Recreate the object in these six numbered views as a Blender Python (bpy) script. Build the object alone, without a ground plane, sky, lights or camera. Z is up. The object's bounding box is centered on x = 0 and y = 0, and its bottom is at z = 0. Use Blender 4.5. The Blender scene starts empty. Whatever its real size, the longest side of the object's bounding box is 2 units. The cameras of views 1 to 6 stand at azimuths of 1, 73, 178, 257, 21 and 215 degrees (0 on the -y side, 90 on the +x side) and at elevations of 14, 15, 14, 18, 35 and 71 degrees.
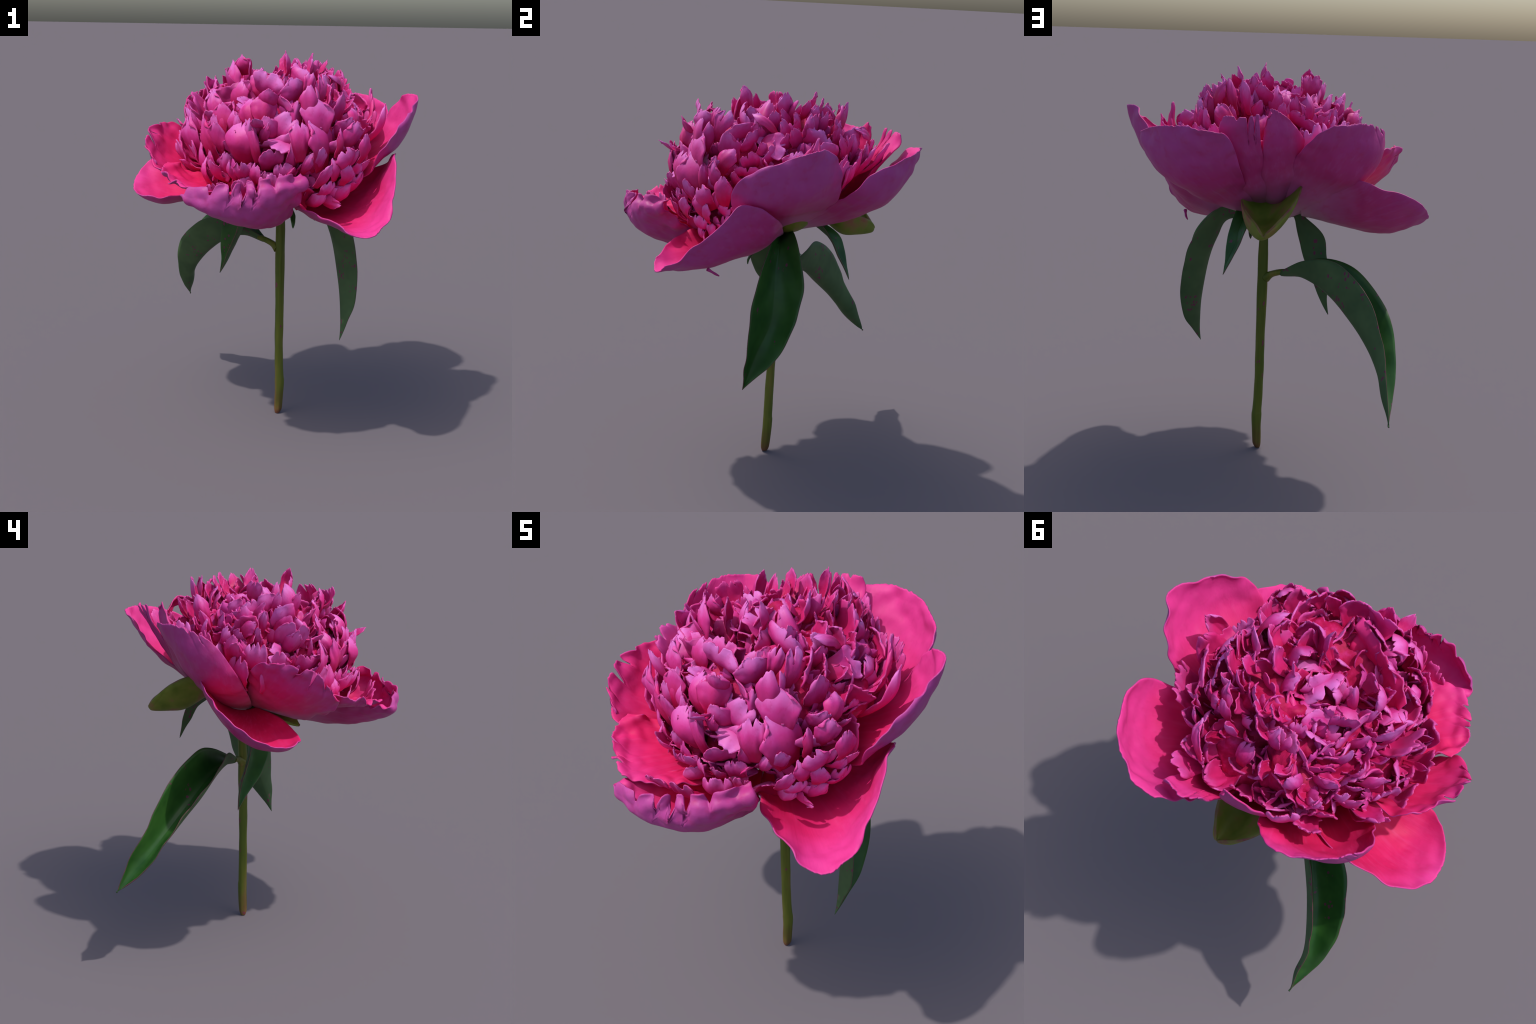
"""A cut double peony: stem, drooping leaves, calyx, broad guard petals and a dense dome of petaloids."""
import bpy, math, random
import numpy as np
from mathutils import Vector, Matrix, noise

rng = random.Random(23)
FLOWER_CENTRE = np.array((0.0, -0.06, 1.52))


# ------------------------------------------------------------------ materials
def srgb(r, g, b):
    f = lambda c: (c / 255 / 12.92) if c / 255 <= 0.04045 else ((c / 255 + 0.055) / 1.055) ** 2.4
    return (f(r), f(g), f(b), 1.0)


class Nodes:
    def __init__(self, name):
        self.mat = bpy.data.materials.new(name)
        self.mat.use_nodes = True
        self.t = self.mat.node_tree
        self.bsdf = self.t.nodes["Principled BSDF"]
        self.out = self.t.nodes["Material Output"]

    def new(self, kind, **props):
        n = self.t.nodes.new(kind)
        for k, v in props.items():
            setattr(n, k, v)
        return n

    def link(self, a, b):
        self.t.links.new(a, b)

    def coord(self, scale=(1, 1, 1)):
        tc, mp = self.new("ShaderNodeTexCoord"), self.new("ShaderNodeMapping")
        mp.inputs["Scale"].default_value = scale
        self.link(tc.outputs["Object"], mp.inputs["Vector"])
        return mp.outputs["Vector"]

    def noise(self, scale, detail=3.0, vec=None, rough=0.55):
        n = self.new("ShaderNodeTexNoise")
        n.inputs["Scale"].default_value = scale
        n.inputs["Detail"].default_value = detail
        n.inputs["Roughness"].default_value = rough
        if vec is not None:
            self.link(vec, n.inputs["Vector"])
        return n.outputs["Fac"]

    def ramp(self, fac, stops):
        r = self.new("ShaderNodeValToRGB")
        e = r.color_ramp.elements
        while len(e) < len(stops):
            e.new(0.5)
        for el, (p, c) in zip(e, stops):
            el.position, el.color = p, c
        self.link(fac, r.inputs["Fac"])
        return r.outputs["Color"]

    def math(self, op, a, b=0.0, clamp=False):
        m = self.new("ShaderNodeMath", operation=op, use_clamp=clamp)
        for i, v in enumerate((a, b)):
            if isinstance(v, (int, float)):
                m.inputs[i].default_value = v
            else:
                self.link(v, m.inputs[i])
        return m.outputs[0]

    def mix(self, fac, a, b, blend="MIX"):
        m = self.new("ShaderNodeMix", data_type="RGBA", blend_type=blend)
        for sock, v in ((m.inputs[0], fac), (m.inputs[6], a), (m.inputs[7], b)):
            if isinstance(v, (int, float)):
                sock.default_value = v
            elif isinstance(v, tuple):
                sock.default_value = v
            else:
                self.link(v, sock)
        return m.outputs[2]

    def finish(self, colour, rough=0.5, spec=0.3, bump=None, bump_strength=0.2, translucent=0.0, sheen=0.0):
        b = self.bsdf
        self.link(colour, b.inputs["Base Color"])
        b.inputs["Roughness"].default_value = rough
        b.inputs["Specular IOR Level"].default_value = spec
        b.inputs["Sheen Weight"].default_value = sheen
        if bump is not None:
            bn = self.new("ShaderNodeBump")
            bn.inputs["Strength"].default_value = bump_strength
            bn.inputs["Distance"].default_value = 0.004
            self.link(bump, bn.inputs["Height"])
            self.link(bn.outputs["Normal"], b.inputs["Normal"])
        if translucent:
            tr, mx = self.new("ShaderNodeBsdfTranslucent"), self.new("ShaderNodeMixShader")
            self.link(colour, tr.inputs["Color"])
            mx.inputs[0].default_value = translucent
            self.link(b.outputs[0], mx.inputs[1])
            self.link(tr.outputs[0], mx.inputs[2])
            self.link(mx.outputs[0], self.out.inputs["Surface"])
        return self.mat


def centre_distance(n):
    """Distance of the surface from the heart of the bloom (guard petals share the world origin)."""
    tc = n.new("ShaderNodeTexCoord")
    d = n.new("ShaderNodeVectorMath", operation="DISTANCE")
    n.link(tc.outputs["Object"], d.inputs[0])
    d.inputs[1].default_value = tuple(FLOWER_CENTRE + np.array((0, 0.06, -0.22)))
    return d.outputs["Value"], tc.outputs["Object"]


def veins(n):
    """Fine streaks that run outward from the heart of the bloom."""
    tc = n.new("ShaderNodeTexCoord")
    sub, nrm = n.new("ShaderNodeVectorMath", operation="SUBTRACT"), n.new("ShaderNodeVectorMath", operation="NORMALIZE")
    n.link(tc.outputs["Object"], sub.inputs[0])
    sub.inputs[1].default_value = (0.04, 0.02, 1.24)
    n.link(sub.outputs[0], nrm.inputs[0])
    return n.noise(26, 4, nrm.outputs[0], 0.6)


def guard_inner():
    n = Nodes("guard_petal_inside")
    d, obj = centre_distance(n)
    d = n.math("ADD", d, n.math("MULTIPLY", n.math("SUBTRACT", n.noise(6, 3, obj), 0.5), 0.16))
    c = n.ramp(d, [(0.2, srgb(206, 18, 74)), (0.42, srgb(222, 30, 92)), (0.58, srgb(228, 38, 112)), (0.74, srgb(231, 62, 150))])
    f = n.noise(40, 4, obj)
    c = n.mix(n.math("MULTIPLY", n.math("SUBTRACT", f, 0.5, True), 0.5), c, srgb(170, 10, 60))
    v = veins(n)
    c = n.mix(n.math("MULTIPLY", n.math("SUBTRACT", v, 0.5, True), 0.9, True), c, srgb(240, 90, 165))
    return n.finish(c, 0.55, 0.25, v, 0.35, 0.10)


def guard_outer():
    n = Nodes("guard_petal_outside")
    d, obj = centre_distance(n)
    d = n.math("ADD", d, n.math("MULTIPLY", n.math("SUBTRACT", n.noise(5, 3, obj), 0.5), 0.2))
    c = n.ramp(d, [(0.20, srgb(190, 142, 162)), (0.34, srgb(190, 92, 146)), (0.48, srgb(184, 48, 118)), (0.62, srgb(192, 54, 134)), (0.78, srgb(190, 74, 156))])
    f = n.noise(26, 5, obj)
    c = n.mix(n.math("MULTIPLY", n.math("SUBTRACT", f, 0.52, True), 1.6, True), c, srgb(190, 30, 90))
    v = veins(n)
    c = n.mix(n.math("MULTIPLY", n.math("SUBTRACT", v, 0.5, True), 1.3, True), c, srgb(196, 96, 164))
    return n.finish(c, 0.5, 0.3, v, 0.35, 0.08)


def petal_rim(name):
    n = Nodes(name)
    tc = n.new("ShaderNodeTexCoord")
    c = n.ramp(n.noise(18, 3, tc.outputs["Object"]), [(0.35, srgb(196, 50, 128)), (0.6, srgb(192, 72, 150)), (0.75, srgb(168, 80, 96))])
    return n.finish(c, 0.5, 0.3)


def petaloid_face(name, base, mid, tip, dark):
    """Petaloid colour: runs from the claw (local z = 0) to the tip (local z = 1)."""
    n = Nodes(name)
    tc, sep = n.new("ShaderNodeTexCoord"), n.new("ShaderNodeSeparateXYZ")
    info = n.new("ShaderNodeObjectInfo")
    n.link(tc.outputs["Object"], sep.inputs[0])
    z = n.math("ADD", sep.outputs["Z"], n.math("MULTIPLY", n.math("SUBTRACT", n.noise(2.6, 3, tc.outputs["Object"]), 0.5), 0.5))
    z = n.math("ADD", z, n.math("MULTIPLY", n.math("SUBTRACT", info.outputs["Random"], 0.5), 0.3))
    c = n.ramp(z, [(0.2, base), (0.62, mid), (1.05, tip)])
    f = n.noise(9, 5, tc.outputs["Object"])
    c = n.mix(n.math("MULTIPLY", n.math("SUBTRACT", f, 0.56, True), 2.0, True), c, dark)
    return n.finish(c, 0.5, 0.3, n.noise(14, 4, tc.outputs["Object"]), 0.15, 0.1)


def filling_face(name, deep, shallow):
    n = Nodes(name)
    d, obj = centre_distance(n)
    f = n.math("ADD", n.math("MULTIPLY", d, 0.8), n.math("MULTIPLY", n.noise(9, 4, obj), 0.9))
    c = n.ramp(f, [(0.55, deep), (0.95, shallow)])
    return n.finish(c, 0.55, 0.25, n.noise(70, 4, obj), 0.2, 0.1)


def core_material():
    n = Nodes("petal_claws")
    obj = n.coord()
    c = n.ramp(n.noise(22, 4, obj), [(0.3, srgb(150, 10, 58)), (0.55, srgb(186, 22, 88)), (0.75, srgb(204, 48, 130))])
    return n.finish(c, 0.6, 0.2, n.noise(60, 4, obj), 0.4)


def leaf_face(name, main, vein, spot_amount, shine):
    n = Nodes(name)
    obj = n.coord()
    c = n.ramp(n.noise(7, 3, obj), [(0.3, main), (0.7, vein)])
    big = n.noise(9, 2, obj)
    v = n.new("ShaderNodeTexVoronoi", feature="F1")
    v.inputs["Scale"].default_value = 55
    n.link(n.coord((1, 1, 0.6)), v.inputs["Vector"])
    speck = n.math("LESS_THAN", v.outputs["Distance"], 0.34)
    mask = n.math("MULTIPLY", speck, n.math("GREATER_THAN", big, 0.62 - spot_amount))
    c = n.mix(n.math("MULTIPLY", mask, 0.8), c, srgb(120, 34, 84))
    return n.finish(c, 0.42 if shine else 0.6, 0.4 if shine else 0.2, n.noise(40, 4, n.coord((1, 1, 0.25))), 0.12)


def simple(name, stops, scale, rough=0.55, spec=0.25, bump=0.2):
    n = Nodes(name)
    obj = n.coord()
    return n.finish(n.ramp(n.noise(scale, 4, obj), stops), rough, spec, n.noise(scale * 4, 3, obj), bump)


def stem_material():
    n = Nodes("green_stem")
    obj = n.coord()
    streak = n.noise(30, 3, n.coord((1, 1, 0.06)))
    c = n.ramp(streak, [(0.35, srgb(80, 96, 26)), (0.55, srgb(106, 112, 36)), (0.72, srgb(130, 112, 56))])
    sep = n.new("ShaderNodeSeparateXYZ")
    n.link(obj, sep.inputs[0])
    low = n.math("SUBTRACT", 1.0, n.math("MULTIPLY", sep.outputs["Z"], 6.0), True)
    c = n.mix(n.math("MULTIPLY", low, n.noise(22, 4, obj)), c, srgb(126, 44, 56))
    speck = n.math("GREATER_THAN", n.noise(34, 3, n.coord((1, 1, 0.5))), 0.69)
    c = n.mix(n.math("MULTIPLY", speck, 0.75), c, srgb(136, 38, 86))
    return n.finish(c, 0.5, 0.3, streak, 0.25)


M_IN, M_OUT, M_RIM = guard_inner(), guard_outer(), petal_rim("guard_petal_edge")
P_OUT = petaloid_face("petaloid_outside", srgb(196, 20, 86), srgb(214, 58, 148), srgb(226, 120, 206), srgb(190, 34, 100))
P_IN = petaloid_face("petaloid_inside", srgb(190, 20, 86), srgb(220, 46, 130), srgb(226, 86, 174), srgb(176, 24, 84))
P_RIM = simple("petaloid_edge", [(0.35, srgb(206, 52, 128)), (0.6, srgb(216, 92, 170)), (0.75, srgb(196, 84, 120))], 12)
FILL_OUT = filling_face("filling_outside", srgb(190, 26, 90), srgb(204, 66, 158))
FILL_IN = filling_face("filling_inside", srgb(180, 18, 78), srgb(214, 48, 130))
CORE = core_material()
LEAF_IN = leaf_face("leaf_upper_side", srgb(34, 78, 28), srgb(58, 104, 42), 0.0, True)
LEAF_OUT = leaf_face("leaf_under_side", srgb(66, 92, 58), srgb(84, 110, 70), 0.06, False)
LEAF_RIM = simple("leaf_edge", [(0.4, srgb(96, 62, 60)), (0.6, srgb(120, 60, 80)), (0.7, srgb(110, 110, 70))], 30)
SEPAL = simple("sepal_skin", [(0.3, srgb(94, 112, 30)), (0.52, srgb(118, 128, 46)), (0.70, srgb(146, 96, 72))], 9)
SEPAL_RIM = simple("sepal_edge", [(0.4, srgb(126, 66, 70)), (0.6, srgb(120, 110, 60))], 20)
STEM = stem_material()


# ------------------------------------------------------------------ geometry helpers
def spline(pts, n):
    """Catmull-Rom through the points, n samples (pts may be k x 3 or k x anything)."""
    p = np.asarray(pts, float)
    k = len(p)
    q = np.vstack([2 * p[0] - p[1], p, 2 * p[-1] - p[-2]])
    out = []
    for x in np.linspace(0, k - 1, n):
        i = min(int(x), k - 2)
        t = x - i
        a, b, c, d = q[i], q[i + 1], q[i + 2], q[i + 3]
        out.append(0.5 * (2 * b + (c - a) * t + (2 * a - 5 * b + 4 * c - d) * t * t + (3 * b - a - 3 * c + d) * t ** 3))
    return np.array(out)


def grid_normals(P):
    du, dv = np.gradient(P, axis=0), np.gradient(P, axis=1)
    n = np.cross(du, dv)
    l = np.linalg.norm(n, axis=2, keepdims=True)
    return n / np.maximum(l, 1e-9)


def fbm(p, f, seed):
    return noise.fractal(Vector((p[0] * f + seed * 7.3, p[1] * f - seed * 3.1, p[2] * f + seed)), 1.0, 2.0, 3)


def sheet(name, P, thick, mats, edge_taper=0.4):
    """Solid petal: grid P (n x m x 3); +normal side takes mats[0], the other mats[1], the rim mats[2]."""
    n, m = P.shape[:2]
    N = grid_normals(P)
    u = np.linspace(0, 1, n)[:, None] * np.ones((1, m))
    s = np.abs(np.linspace(-1, 1, m))[None, :] * np.ones((n, 1))
    inner = np.clip(np.minimum((1 - s) * 6, (1 - u) * 8), 0, 1)
    h = thick * 0.5 * (edge_taper + (1 - edge_taper) * np.sqrt(inner))[..., None]
    A, B = (P + N * h).reshape(-1, 3), (P - N * h).reshape(-1, 3)
    verts = np.vstack([A, B])
    ix = np.arange(n * m).reshape(n, m)
    faces, mat = [], []
    for i in range(n - 1):
        for j in range(m - 1):
            a, b, c, d = ix[i, j], ix[i + 1, j], ix[i + 1, j + 1], ix[i, j + 1]
            faces.append((a, b, c, d)); mat.append(0)
            faces.append((d + n * m, c + n * m, b + n * m, a + n * m)); mat.append(1)
    ring = list(ix[0, :]) + list(ix[1:, -1]) + list(ix[-1, -2::-1]) + list(ix[-2:0:-1, 0])
    for k in range(len(ring)):
        a, b = ring[k], ring[(k + 1) % len(ring)]
        faces.append((a, b, b + n * m, a + n * m)); mat.append(2)
    me = bpy.data.meshes.new(name)
    me.from_pydata([tuple(v) for v in verts], [], [tuple(int(i) for i in f) for f in faces])
    me.polygons.foreach_set("material_index", mat)
    me.polygons.foreach_set("use_smooth", [True] * len(faces))
    for mt in mats:
        me.materials.append(mt)
    me.update()
    return me


def put(name, mesh, parent, matrix=None):
    o = bpy.data.objects.new(name, mesh)
    bpy.context.scene.collection.objects.link(o)
    o.parent = parent
    if matrix is not None:
        o.matrix_world = matrix
    return o


def loft_grid(rows, n, m, power=2.0, corner=0.0, ruffle=0.0, ruffle_freq=14.0, jag=0.0, jag_freq=30.0, wobble=0.0, seed=1, lobes=()):
    """Petal surface lofted through cross-sections (left edge, midrib, right edge).
    corner rounds the tip, ruffle waves the rim, jag frays it, lobes = (s, half width, depth) cut notches."""
    L, M, R = (spline([r[k] for r in rows], 4 * n) for k in range(3))
    P = np.zeros((n, m, 3))
    ts = np.linspace(0, 1, 4 * n)
    for j, s in enumerate(np.linspace(-1, 1, m)):
        w = abs(s) ** power
        col = M * (1 - w) + (0.5 * (1 - s) * L + 0.5 * (1 + s) * R - 0.5 * (1 - w) * (L + R) + 0.0) if False else None
        mean, half = 0.5 * (L + R), 0.5 * (R - L)
        col = M + s * half + w * (mean - M)
        end = 1 - corner * abs(s) ** 3
        end -= jag * (0.5 + 0.5 * noise.noise(Vector((s * jag_freq * 0.5, seed * 3.7, 0)))) + 0.5 * jag * abs(noise.noise(Vector((s * jag_freq, seed, 9))))
        for c, hw, dp in lobes:
            end -= dp * math.exp(-((s - c) / (0.42 * hw)) ** 2)
        uu = np.linspace(0, 1, n)
        tt = np.where(uu < 0.6, uu, 0.6 + (uu - 0.6) / 0.4 * (end - 0.6))
        for k in range(3):
            P[:, j, k] = np.interp(tt, ts, col[:, k])
    N = grid_normals(P)
    for i in range(n):
        u = i / (n - 1)
        for j in range(m):
            s = -1 + 2 * j / (m - 1)
            e = max(u ** 4, abs(s) ** 4 * min(1, u * 2))
            d = ruffle * e * noise.noise(Vector((P[i, j, 0] * ruffle_freq, P[i, j, 1] * ruffle_freq, P[i, j, 2] * ruffle_freq + seed)))
            d += wobble * min(1, 3 * u) * fbm(P[i, j], 5, seed)
            P[i, j] += N[i, j] * d
    return P


def facing(P, point):
    """+1 when the grid's normals look toward the point."""
    N = grid_normals(P)
    return 1 if np.sum((np.asarray(point) - P) * N) > 0 else -1


def oriented(P, point):
    """Flip columns so +normal faces the point (the inside of a petal)."""
    return P if facing(P, point) > 0 else P[:, ::-1]


# ------------------------------------------------------------------ the plant
peony = bpy.data.objects.new("peony", None)
bpy.context.scene.collection.objects.link(peony)
peony["label"] = "magenta double peony bloom on a green stem with drooping leaves"
peony["category"] = "peony flower"


# stem: tapered tube along a spine, with a swollen scar near the foot and an oblique cut
def tube(name, spine, radii, n, sides, mat, ridge=0.0, seed=0):
    S, Rr = spline(spine, n), spline([[r] for r in radii], n)[:, 0]
    T = np.gradient(S, axis=0)
    T /= np.linalg.norm(T, axis=1, keepdims=True)
    verts, faces = [], []
    ref = np.array((1.0, 0.0, 0.0)) if abs(T[0][2]) > 0.5 else np.array((0, 0, 1.0))
    for i in range(n):
        x = ref - T[i] * ref.dot(T[i]); x /= np.linalg.norm(x)
        y = np.cross(T[i], x)
        for k in range(sides):
            a = 2 * math.pi * k / sides
            r = Rr[i] * (1 + ridge * math.sin(3 * a + 0.6) + ridge * 0.5 * math.sin(5 * a + 2) + 0.11 * noise.noise(Vector((math.cos(a), math.sin(a), S[i][2] * 9 + seed))))
            verts.append(S[i] + r * (x * math.cos(a) + y * math.sin(a)))
    for i in range(n - 1):
        for k in range(sides):
            k2 = (k + 1) % sides
            faces.append((i * sides + k, i * sides + k2, (i + 1) * sides + k2, (i + 1) * sides + k))
    faces.append(tuple(range(sides))[::-1])
    faces.append(tuple(range((n - 1) * sides, n * sides)))
    me = bpy.data.meshes.new(name)
    me.from_pydata([tuple(v) for v in verts], [], faces)
    me.polygons.foreach_set("use_smooth", [len(f) == 4 for f in faces])
    me.materials.append(mat)
    return me


stem_mesh = tube("stem", [(0.066, 0.003, 0.0), (0.068, 0.004, 0.03), (0.071, 0.008, 0.12), (0.071, 0.010, 0.19), (0.070, 0.010, 0.23), (0.064, 0.014, 0.40), (0.063, 0.019, 0.65), (0.060, 0.028, 0.93), (0.060, 0.034, 1.06), (0.058, 0.042, 1.20), (0.056, 0.05, 1.31)],
                 [0.015, 0.0225, 0.024, 0.0262, 0.0238, 0.0232, 0.0235, 0.0262, 0.0238, 0.0235, 0.025], 120, 28, STEM, 0.05, 3)
for v in stem_mesh.vertices:                       # oblique cut at the foot
    if v.co.z < 0.03:
        v.co.z = max(0.0, v.co.z + (v.co.x - 0.066) * 0.35 * (1 - v.co.z / 0.03))
stem = put("stem", stem_mesh, peony)
put("petiole", tube("petiole", [(0.046, 0.035, 0.945), (0.02, 0.055, 0.968), (-0.02, 0.078, 0.985), (-0.06, 0.1, 0.995)], [0.025, 0.017, 0.015, 0.013], 24, 18, STEM, 0.06, 5), stem)


def leaf(rows, seed, thick=0.007, n=64, m=33, power=1.5, up=None, **kw):
    P = loft_grid(rows, n, m, power=power, seed=seed, **kw)
    P = P if np.sum(grid_normals(P) @ np.asarray(up, float)) > 0 else P[:, ::-1]
    # sunken midrib and faint side veins
    N = grid_normals(P)
    for i in range(n):
        for j in range(m):
            s = -1 + 2 * j / (m - 1)
            u = i / (n - 1)
            P[i, j] -= N[i, j] * (0.004 * math.exp(-(s / 0.07) ** 2) + 0.0012 * math.sin(28 * (u - 0.35 * abs(s)))) * (1 - u)
    return put("leaf", sheet("leaf", P, thick, (LEAF_IN, LEAF_OUT, LEAF_RIM)), peony)


leaf([((-0.03, 0.100, 1.00), (-0.03, 0.088, 0.975), (-0.05, 0.085, 1.005)),
      ((-0.13, 0.235, 1.085), (-0.138, 0.18, 0.99), (-0.215, 0.165, 1.082)),
      ((-0.25, 0.335, 1.112), (-0.257, 0.302, 0.935), (-0.36, 0.230, 1.065)),
      ((-0.35, 0.435, 1.060), (-0.352, 0.413, 0.842), (-0.46, 0.320, 0.985)),
      ((-0.43, 0.530, 0.960), (-0.430, 0.527, 0.735), (-0.53, 0.441, 0.876)),
      ((-0.475, 0.620, 0.800), (-0.470, 0.612, 0.642), (-0.551, 0.535, 0.745)),
      ((-0.490, 0.700, 0.660), (-0.480, 0.688, 0.565), (-0.545, 0.615, 0.612)),
      ((-0.495, 0.750, 0.545), (-0.496, 0.745, 0.500), (-0.512, 0.725, 0.510)),
      ((-0.497, 0.780, 0.462), (-0.497, 0.780, 0.461), (-0.498, 0.779, 0.462))], 2, up=(-0.6, -0.2, 0.8), power=2.5, ruffle=0.012, ruffle_freq=9)
leaf([((0.07, 0.02, 1.28), (0.08, 0.03, 1.26), (0.07, 0.04, 1.28)),
      ((0.27, -0.07, 1.285), (0.24, -0.03, 1.235), (0.283, 0.028, 1.300)),
      ((0.40, -0.165, 1.160), (0.30, -0.06, 1.135), (0.425, 0.043, 1.120)),
      ((0.448, -0.218, 1.000), (0.343, -0.075, 1.005), (0.462, 0.024, 0.990)),
      ((0.462, -0.235, 0.860), (0.370, -0.095, 0.860), (0.481, -0.025, 0.835)),
      ((0.452, -0.241, 0.718), (0.386, -0.16, 0.725), (0.466, -0.10, 0.690)),
      ((0.420, -0.238, 0.620), (0.388, -0.20, 0.618), (0.425, -0.17, 0.600)),
      ((0.383, -0.231, 0.519), (0.382, -0.231, 0.518), (0.384, -0.230, 0.519))], 3, up=(1, 0, 0.1), power=1.8, ruffle=0.01, ruffle_freq=9)
leaf([((-0.10, 0.05, 1.30), (-0.09, 0.04, 1.30), (-0.07, 0.00, 1.30)),
      ((-0.235, 0.045, 1.180), (-0.12, 0.03, 1.165), (-0.145, -0.07, 1.170)),
      ((-0.258, 0.060, 1.070), (-0.150, 0.035, 1.055), (-0.170, -0.067, 1.073)),
      ((-0.266, 0.080, 1.000), (-0.178, 0.055, 0.985), (-0.198, -0.036, 0.993)),
      ((-0.268, 0.100, 0.930), (-0.207, 0.088, 0.915), (-0.222, 0.000, 0.935)),
      ((-0.264, 0.112, 0.860), (-0.235, 0.104, 0.850), (-0.243, 0.060, 0.865)),
      ((-0.273, 0.120, 0.781), (-0.272, 0.119, 0.780), (-0.271, 0.120, 0.781))], 4, up=(-0.6, -0.8, 0.1), n=48, power=1.6)
leaf([((0.09, 0.10, 1.36), (0.085, 0.10, 1.35), (0.08, 0.10, 1.36)),
      ((0.188, 0.188, 1.334), (0.15, 0.20, 1.30), (0.11, 0.22, 1.32)),
      ((0.229, 0.254, 1.241), (0.185, 0.27, 1.235), (0.148, 0.315, 1.260)),
      ((0.244, 0.290, 1.165), (0.205, 0.30, 1.165), (0.180, 0.344, 1.185)),
      ((0.248, 0.325, 1.100), (0.235, 0.33, 1.10), (0.220, 0.349, 1.105)),
      ((0.256, 0.353, 1.039), (0.256, 0.353, 1.038), (0.256, 0.353, 1.039))], 6, up=(0.3, 0.8, 0.3), n=48)
leaf([((0.07, -0.06, 1.27), (0.06, -0.07, 1.26), (0.05, -0.06, 1.27)),
      ((0.13, -0.12, 1.18), (0.115, -0.13, 1.17), (0.10, -0.12, 1.18)),
      ((0.135, -0.15, 1.14), (0.125, -0.16, 1.13), (0.113, -0.15, 1.14)),
      ((0.124, -0.16, 1.10), (0.124, -0.16, 1.10), (0.124, -0.16, 1.10))], 7, up=(0.2, -1, 0.2), n=24, m=13)

# calyx: a small cup that the sepals clasp
def lathe(name, profile, centre, mat, sides=48, wob=0.01):
    pr = spline(profile, 24)
    verts, faces = [], []
    for r, z in pr:
        for k in range(sides):
            a = 2 * math.pi * k / sides
            rr = r * (1 + wob * 4 * noise.noise(Vector((math.cos(a) * 1.5, math.sin(a) * 1.5, z * 5))))
            verts.append((centre[0] + rr * math.cos(a), centre[1] + rr * math.sin(a), z))
    for i in range(len(pr) - 1):
        for k in range(sides):
            k2 = (k + 1) % sides
            faces.append((i * sides + k, i * sides + k2, (i + 1) * sides + k2, (i + 1) * sides + k))
    faces += [tuple(range(sides))[::-1], tuple(range((len(pr) - 1) * sides, len(pr) * sides))]
    me = bpy.data.meshes.new(name)
    me.from_pydata(verts, [], faces)
    me.polygons.foreach_set("use_smooth", [len(f) == 4 for f in faces])
    me.materials.append(mat)
    return me


calyx = put("calyx", lathe("calyx", [(0.024, 1.25), (0.05, 1.27), (0.085, 1.30), (0.11, 1.34), (0.12, 1.39)], (0.045, 0.055), SEPAL), peony)


def sepal(rows, seed, swollen=False, **kw):
    P = oriented(loft_grid(rows, 36, 25, seed=seed, **kw), FLOWER_CENTRE)
    put("sepal", sheet("sepal", P, 0.018, (SEPAL, SEPAL, SEPAL_RIM)), calyx)
    if swollen:
        flesh = [tuple(np.array(r[k]) if k != 1 else 0.82 * np.array(r[1]) + 0.09 * (np.array(r[0]) + np.array(r[2])) for k in range(3)) for r in rows[:-1]] + [rows[-1]]
        Q = oriented(loft_grid(flesh, 36, 25, seed=seed + 9, power=1.8, wobble=0.01), FLOWER_CENTRE)
        put("receptacle", sheet("receptacle", Q, 0.02, (SEPAL, SEPAL, SEPAL_RIM)), calyx)


sepal([((0.11, 0.09, 1.36), (0.05, 0.09, 1.33), (-0.04, 0.09, 1.36)),
       ((0.15, 0.17, 1.42), (0.05, 0.19, 1.370), (-0.07, 0.17, 1.43)),
       ((0.175, 0.26, 1.42), (0.055, 0.27, 1.318), (-0.10, 0.26, 1.46)),
       ((0.172, 0.35, 1.385), (0.062, 0.355, 1.263), (-0.10, 0.36, 1.465)),
       ((0.145, 0.44, 1.350), (0.065, 0.44, 1.256), (-0.075, 0.45, 1.42)),
       ((0.105, 0.51, 1.315), (0.07, 0.52, 1.257), (-0.01, 0.51, 1.355)),
       ((0.078, 0.544, 1.275), (0.075, 0.545, 1.268), (0.068, 0.544, 1.280))], 1, swollen=True, power=3.0)
sepal([((0.08, -0.04, 1.29), (0.09, 0.03, 1.27), (0.08, 0.09, 1.29)),
       ((0.15, -0.06, 1.325), (0.17, 0.03, 1.285), (0.15, 0.13, 1.33)),
       ((0.24, -0.05, 1.375), (0.26, 0.04, 1.320), (0.24, 0.14, 1.385)),
       ((0.31, 0.04, 1.40), (0.315, 0.05, 1.395), (0.31, 0.06, 1.40))], 2)
sepal([((0.02, 0.06, 1.29), (0.0, 0.0, 1.27), (0.02, -0.06, 1.29)),
       ((-0.10, 0.04, 1.285), (-0.11, -0.06, 1.25), (-0.06, -0.13, 1.27)),
       ((-0.19, -0.04, 1.28), (-0.18, -0.14, 1.235), (-0.13, -0.20, 1.26)),
       ((-0.217, -0.20, 1.222), (-0.218, -0.212, 1.216), (-0.214, -0.214, 1.222))], 3)

# ------------------------------------------------------------------ bloom
# receptacle mass: the packed claws of the petaloids, hidden under them
PLACED = []


def at(x, y, z):
    return np.array((x, y, z))


def whorl(kind, *petals):
    """Petaloids of one shape: (tip, where it leaves the heart, width)."""
    PLACED.extend((kind,) + p for p in petals)


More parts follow.
